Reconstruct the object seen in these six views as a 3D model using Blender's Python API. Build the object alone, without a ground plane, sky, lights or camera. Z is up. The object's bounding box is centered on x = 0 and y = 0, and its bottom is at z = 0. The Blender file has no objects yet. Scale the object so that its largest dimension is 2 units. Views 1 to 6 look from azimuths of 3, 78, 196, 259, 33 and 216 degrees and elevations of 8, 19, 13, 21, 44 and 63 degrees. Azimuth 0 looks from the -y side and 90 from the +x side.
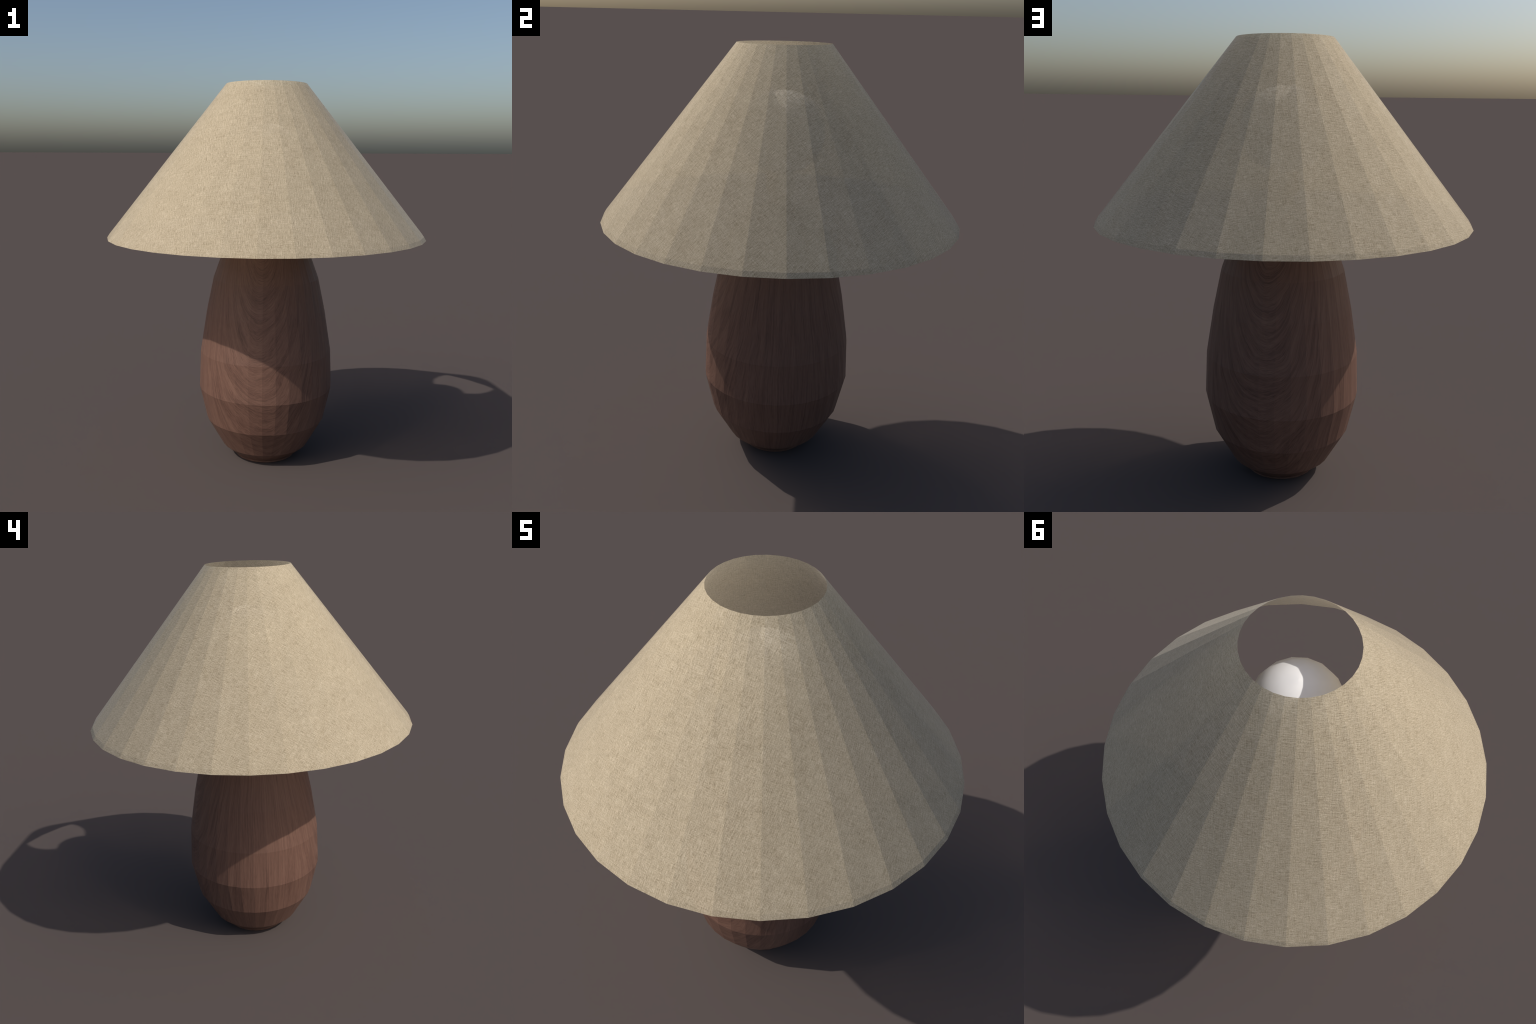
import bpy, math

SIDES = 32          # the turned base and the shade are both 32-sided
FLARE = 0.6185      # cosine of the shade's slope: turns azimuth into angle on the unrolled cone


# ------------------------------------------------------------------ geometry
def lathe(name, profile, sides, close_bottom=True, close_top=True, smooth=False):
    """Revolve (radius, z) profile points into a mesh, listed from bottom to top."""
    verts, faces, rings = [], [], []
    for r, z in profile:
        ring = []
        for k in range(sides):
            a = math.tau * k / sides
            ring.append(len(verts))
            verts.append((r * math.cos(a), r * math.sin(a), z))
        rings.append(ring)
    for lo, hi in zip(rings, rings[1:]):
        for k in range(sides):
            n = (k + 1) % sides
            faces.append((lo[k], lo[n], hi[n], hi[k]))
    if close_bottom:
        faces.append(tuple(reversed(rings[0])))
    if close_top:
        faces.append(tuple(rings[-1]))
    me = bpy.data.meshes.new(name)
    me.from_pydata(verts, [], faces)
    me.validate()
    for p in me.polygons:
        p.use_smooth = smooth
    me.update()
    return me


def place(name, mesh, material, parent):
    ob = bpy.data.objects.new(name, mesh)
    bpy.context.scene.collection.objects.link(ob)
    mesh.materials.append(material)
    ob.parent = parent
    return ob


# ------------------------------------------------------------------ node helpers
class Tree:
    def __init__(self, name):
        self.mat = bpy.data.materials.new(name)
        self.mat.use_nodes = True
        self.nt = self.mat.node_tree
        self.bsdf = self.nt.nodes["Principled BSDF"]
        self.out = self.nt.nodes["Material Output"]

    def put(self, socket, value):
        if isinstance(value, bpy.types.NodeSocket):
            self.nt.links.new(value, socket)
        else:
            socket.default_value = value

    def math(self, op, a, b=0.0, c=None):
        n = self.nt.nodes.new("ShaderNodeMath")
        n.operation = op
        self.put(n.inputs[0], a)
        self.put(n.inputs[1], b)
        if c is not None:
            self.put(n.inputs[2], c)
        return n.outputs[0]

    def xyz(self):
        c = self.nt.nodes.new("ShaderNodeTexCoord")
        s = self.nt.nodes.new("ShaderNodeSeparateXYZ")
        self.nt.links.new(c.outputs["Object"], s.inputs[0])
        return c.outputs["Object"], s.outputs[0], s.outputs[1], s.outputs[2]

    def vec(self, x, y, z):
        n = self.nt.nodes.new("ShaderNodeCombineXYZ")
        for i, v in enumerate((x, y, z)):
            self.put(n.inputs[i], v)
        return n.outputs[0]

    def noise(self, vector, scale, detail=2.0, rough=0.5, distort=0.0):
        n = self.nt.nodes.new("ShaderNodeTexNoise")
        self.put(n.inputs["Vector"], vector)
        n.inputs["Scale"].default_value = scale
        n.inputs["Detail"].default_value = detail
        n.inputs["Roughness"].default_value = rough
        n.inputs["Distortion"].default_value = distort
        return n.outputs[0]

    def ramp(self, fac, stops):
        n = self.nt.nodes.new("ShaderNodeValToRGB")
        self.put(n.inputs[0], fac)
        el = n.color_ramp.elements
        while len(el) < len(stops):
            el.new(0.5)
        for e, (pos, col) in zip(el, stops):
            e.position, e.color = pos, (*col, 1.0)
        return n.outputs[0]

    def mix(self, fac, a, b, mode="MIX"):
        n = self.nt.nodes.new("ShaderNodeMix")
        n.data_type, n.blend_type = "RGBA", mode
        self.put(n.inputs[0], fac)
        for s, v in ((n.inputs[6], a), (n.inputs[7], b)):
            self.put(s, v if isinstance(v, bpy.types.NodeSocket) else (*v, 1.0))
        return n.outputs[2]

    def bump(self, height, strength, distance):
        n = self.nt.nodes.new("ShaderNodeBump")
        n.inputs["Strength"].default_value = strength
        n.inputs["Distance"].default_value = distance
        self.put(n.inputs["Height"], height)
        return n.outputs[0]

    def set(self, **values):
        for k, v in values.items():
            self.put(self.bsdf.inputs[k.replace("_", " ")], v)


# ------------------------------------------------------------------ materials
def linen_material():
    """Undyed linen: warp and weft threads on the unrolled cone, slubs and soft blotches."""
    t = Tree("linen")
    pos, x, y, z = t.xyz()
    radius = t.math("SQRT", t.math("ADD", t.math("MULTIPLY", x, x), t.math("MULTIPLY", y, y)))
    slant = t.math("DIVIDE", radius, FLARE)
    azimuth = t.math("ARCTAN2", x, t.math("MULTIPLY", y, -1.0))
    flat = t.math("MULTIPLY", azimuth, FLARE)
    u = t.math("MULTIPLY", slant, t.math("SINE", flat))
    v = t.math("MULTIPLY", slant, t.math("COSINE", flat))
    warp = t.noise(t.vec(t.math("MULTIPLY", u, 300.0), t.math("MULTIPLY", v, 40.0), 0.0), 1.0, 3.0, 0.6)
    weft = t.noise(t.vec(t.math("MULTIPLY", u, 40.0), t.math("MULTIPLY", v, 300.0), 7.3), 1.0, 3.0, 0.6)
    grain = t.noise(t.vec(u, v, 2.0), 210.0, 2.0, 0.6)
    blotch = t.noise(t.vec(u, v, 4.0), 9.0, 4.0, 0.6)
    threads = t.math("ADD", t.math("MULTIPLY", warp, 0.34), t.math("MULTIPLY", weft, 0.26))
    threads = t.math("ADD", threads, t.math("MULTIPLY", grain, 0.28))
    threads = t.math("ADD", threads, t.math("MULTIPLY", blotch, 0.07))
    slub = t.noise(t.vec(t.math("MULTIPLY", u, 420.0), t.math("MULTIPLY", v, 16.0), 11.0), 1.0, 1.0, 0.5)
    slub_cross = t.noise(t.vec(t.math("MULTIPLY", u, 16.0), t.math("MULTIPLY", v, 420.0), 19.0), 1.0, 1.0, 0.5)
    threads = t.math("ADD", threads, t.math("MULTIPLY_ADD", t.math("ADD", slub, slub_cross), 0.16, -0.135))
    colour = t.ramp(threads, [(0.36, LINEN_DARK), (0.505, LINEN_MID), (0.65, LINEN_LIGHT)])
    t.set(Base_Color=colour, Roughness=0.85, Specular_IOR_Level=0.25)
    t.set(Normal=t.bump(threads, 0.22, 0.002))
    # the thin cloth passes a little light: forward between the threads, and as a soft glow
    t.set(Transmission_Weight=t.math("MULTIPLY_ADD", weft, 0.5, SHEER - 0.25), IOR=1.03, Roughness=0.22,
          Sheen_Weight=0.18, Sheen_Roughness=0.45, Sheen_Tint=(1.0, 0.96, 0.88, 1.0))
    glow = t.nt.nodes.new("ShaderNodeBsdfTranslucent")
    t.put(glow.inputs[0], t.mix(0.6, colour, (0.72, 0.63, 0.47)))
    # the glow follows the round cone, not its flat panels; flipped on the inner face
    geo = t.nt.nodes.new("ShaderNodeNewGeometry")
    face = t.math("MULTIPLY_ADD", geo.outputs["Backfacing"], -2.0, 1.0)
    out = t.math("MULTIPLY", face, t.math("DIVIDE", 0.786, radius))
    t.put(glow.inputs["Normal"], t.vec(t.math("MULTIPLY", x, out), t.math("MULTIPLY", y, out), t.math("MULTIPLY", face, 0.618)))
    cloth = t.nt.nodes.new("ShaderNodeMixShader")
    cloth.inputs[0].default_value = GLOW
    t.put(cloth.inputs[1], t.bsdf.outputs[0])
    t.put(cloth.inputs[2], glow.outputs[0])
    t.put(t.out.inputs["Surface"], cloth.outputs[0])
    return t.mat


def walnut_material():
    """Dark walnut: cathedral figure on front and back, straight grain on the sides."""
    t = Tree("walnut")
    pos, x, y, z = t.xyz()
    warp_slow = t.math("SUBTRACT", t.noise(pos, 3.2, 2.0, 0.5), 0.5)
    wob = t.math("SUBTRACT", t.noise(pos, 24.0, 3.0, 0.6), 0.5)
    radius = t.math("SQRT", t.math("ADD", t.math("MULTIPLY", x, x), t.math("MULTIPLY", y, y)))
    # angle away from the front (or back) centre line, 0 to pi/2
    turn = t.math("ARCTAN2", t.math("ABSOLUTE", t.math("ADD", x, 0.012)), t.math("ABSOLUTE", y))
    cosine = t.math("COSINE", turn)
    turn2 = t.math("MULTIPLY", turn, turn)
    bend = t.math("MULTIPLY", turn2, t.math("MULTIPLY_ADD", turn2, 0.10, 0.16))
    # nested U-shaped growth lines in the middle, running straight up at the sides
    ring = t.math("SUBTRACT", t.math("MULTIPLY", z, t.math("MULTIPLY", cosine, cosine)), bend)
    ring = t.math("ADD", ring, t.math("MULTIPLY", warp_slow, 0.16))
    ring = t.math("ADD", ring, t.math("MULTIPLY", wob, 0.020))
    side = t.math("MULTIPLY_ADD", y, 1.5, t.math("MULTIPLY", z, 4.0))
    band = t.noise(t.vec(t.math("MULTIPLY", ring, 24.0), side, t.math("MULTIPLY", z, 1.6)), 1.0, 2.0, 0.5)
    line = t.noise(t.vec(t.math("MULTIPLY", ring, 80.0), t.math("MULTIPLY", x, 2.0), side), 1.0, 2.0, 0.55)
    fibre = t.noise(t.vec(t.math("MULTIPLY", ring, 340.0), t.math("MULTIPLY", x, 34.0), t.math("MULTIPLY_ADD", y, 40.0, t.math("MULTIPLY", z, 26.0))), 1.0, 3.0, 0.65)
    tone = t.math("ADD", t.math("MULTIPLY", band, 0.28), t.math("MULTIPLY", line, 0.22))
    tone = t.math("ADD", tone, t.math("MULTIPLY", fibre, 0.50))
    colour = t.ramp(tone, [(0.33, WALNUT_DARK), (0.47, WALNUT_MID), (0.66, WALNUT_LIGHT)])
    # thin dark late-wood lines
    late = t.ramp(t.noise(t.vec(t.math("MULTIPLY", ring, 46.0), t.math("MULTIPLY", x, 3.5), t.math("MULTIPLY_ADD", y, 2.5, t.math("MULTIPLY", z, 5.0))), 1.0, 1.0, 0.5),
                  [(0.36, (1, 1, 1)), (0.42, (0, 0, 0))])
    colour = t.mix(t.math("MULTIPLY", late, t.math("MULTIPLY_ADD", cosine, 0.24, 0.06)), colour, WALNUT_DARK)
    t.set(Base_Color=colour, Roughness=t.math("MULTIPLY_ADD", tone, -0.15, 0.58), Specular_IOR_Level=0.3)
    t.set(Normal=t.bump(fibre, 0.12, 0.0015))
    return t.mat


def plain_material(name, colour, rough, metal=0.0, fleck=0.03):
    t = Tree(name)
    pos, x, y, z = t.xyz()
    n = t.noise(pos, 30.0, 3.0, 0.6)
    lo = tuple(c * (1 - fleck) for c in colour)
    hi = tuple(min(1.0, c * (1 + fleck)) for c in colour)
    t.set(Base_Color=t.ramp(n, [(0.3, lo), (0.7, hi)]), Roughness=rough, Metallic=metal)
    return t.mat


LINEN_DARK, LINEN_MID, LINEN_LIGHT = (0.345, 0.275, 0.175), (0.635, 0.53, 0.368), (0.90, 0.775, 0.565)
WALNUT_DARK, WALNUT_MID, WALNUT_LIGHT = (0.072, 0.037, 0.028), (0.150, 0.079, 0.057), (0.212, 0.119, 0.085)
SHEER, GLOW = 0.18, 0.22

linen = linen_material()
walnut = walnut_material()
milk_glass = plain_material("milk_glass", (0.95, 0.935, 0.92), 0.6, fleck=0.01)
brass = plain_material("brass", (0.55, 0.40, 0.18), 0.35, 1.0)

# ------------------------------------------------------------------ the lamp
lamp = bpy.data.objects.new("table_lamp", None)
bpy.context.scene.collection.objects.link(lamp)
lamp["label"] = "dark walnut table lamp with wide beige linen cone shade"
lamp["category"] = "table lamp"

# turned wooden base: egg-shaped, wider below, standing on a small foot
base_profile = [
    (0.150, 0.000), (0.161, 0.000), (0.166, 0.011), (0.235, 0.069), (0.320, 0.2175),
    (0.360, 0.392), (0.353, 0.590), (0.319, 0.806), (0.282, 0.985),
    (0.232, 1.125), (0.160, 1.215), (0.075, 1.262),
]
base = place("base", lathe("base", base_profile, SIDES), walnut, lamp)

neck_profile = [(0.045, 1.255), (0.045, 1.305), (0.060, 1.312), (0.060, 1.330)]
neck = place("neck", lathe("neck", neck_profile, SIDES, smooth=False), brass, lamp)

socket_profile = [(0.066, 1.326), (0.066, 1.400), (0.060, 1.432)]
socket = place("socket", lathe("socket", socket_profile, SIDES), brass, lamp)

# round bulb, coarse like the original, with a short throat going into the socket
BULB_Z, BULB_R, SEG, RINGS = 1.600, 0.1935, 16, 10
bulb_profile = [(0.052, 1.420)]
for i in range(1, RINGS):
    a = math.pi * i / RINGS - math.pi / 2
    if BULB_R * math.cos(a) > 0.07:
        bulb_profile.append((BULB_R * math.cos(a), BULB_Z + BULB_R * math.sin(a)))
bulb_profile += [(BULB_R * 0.309, BULB_Z + BULB_R * 0.951), (0.0005, BULB_Z + BULB_R)]
bulb = place("bulb", lathe("bulb", bulb_profile, SEG, smooth=True), milk_glass, lamp)

# linen shade: straight cone with a slightly steeper hem at the lower rim
shade_profile = [(0.8340, 1.2100), (0.8224, 1.2290), (0.2115, 2.0000)]
shade = place("lampshade", lathe("lampshade", shade_profile, SIDES, False, False), linen, lamp)
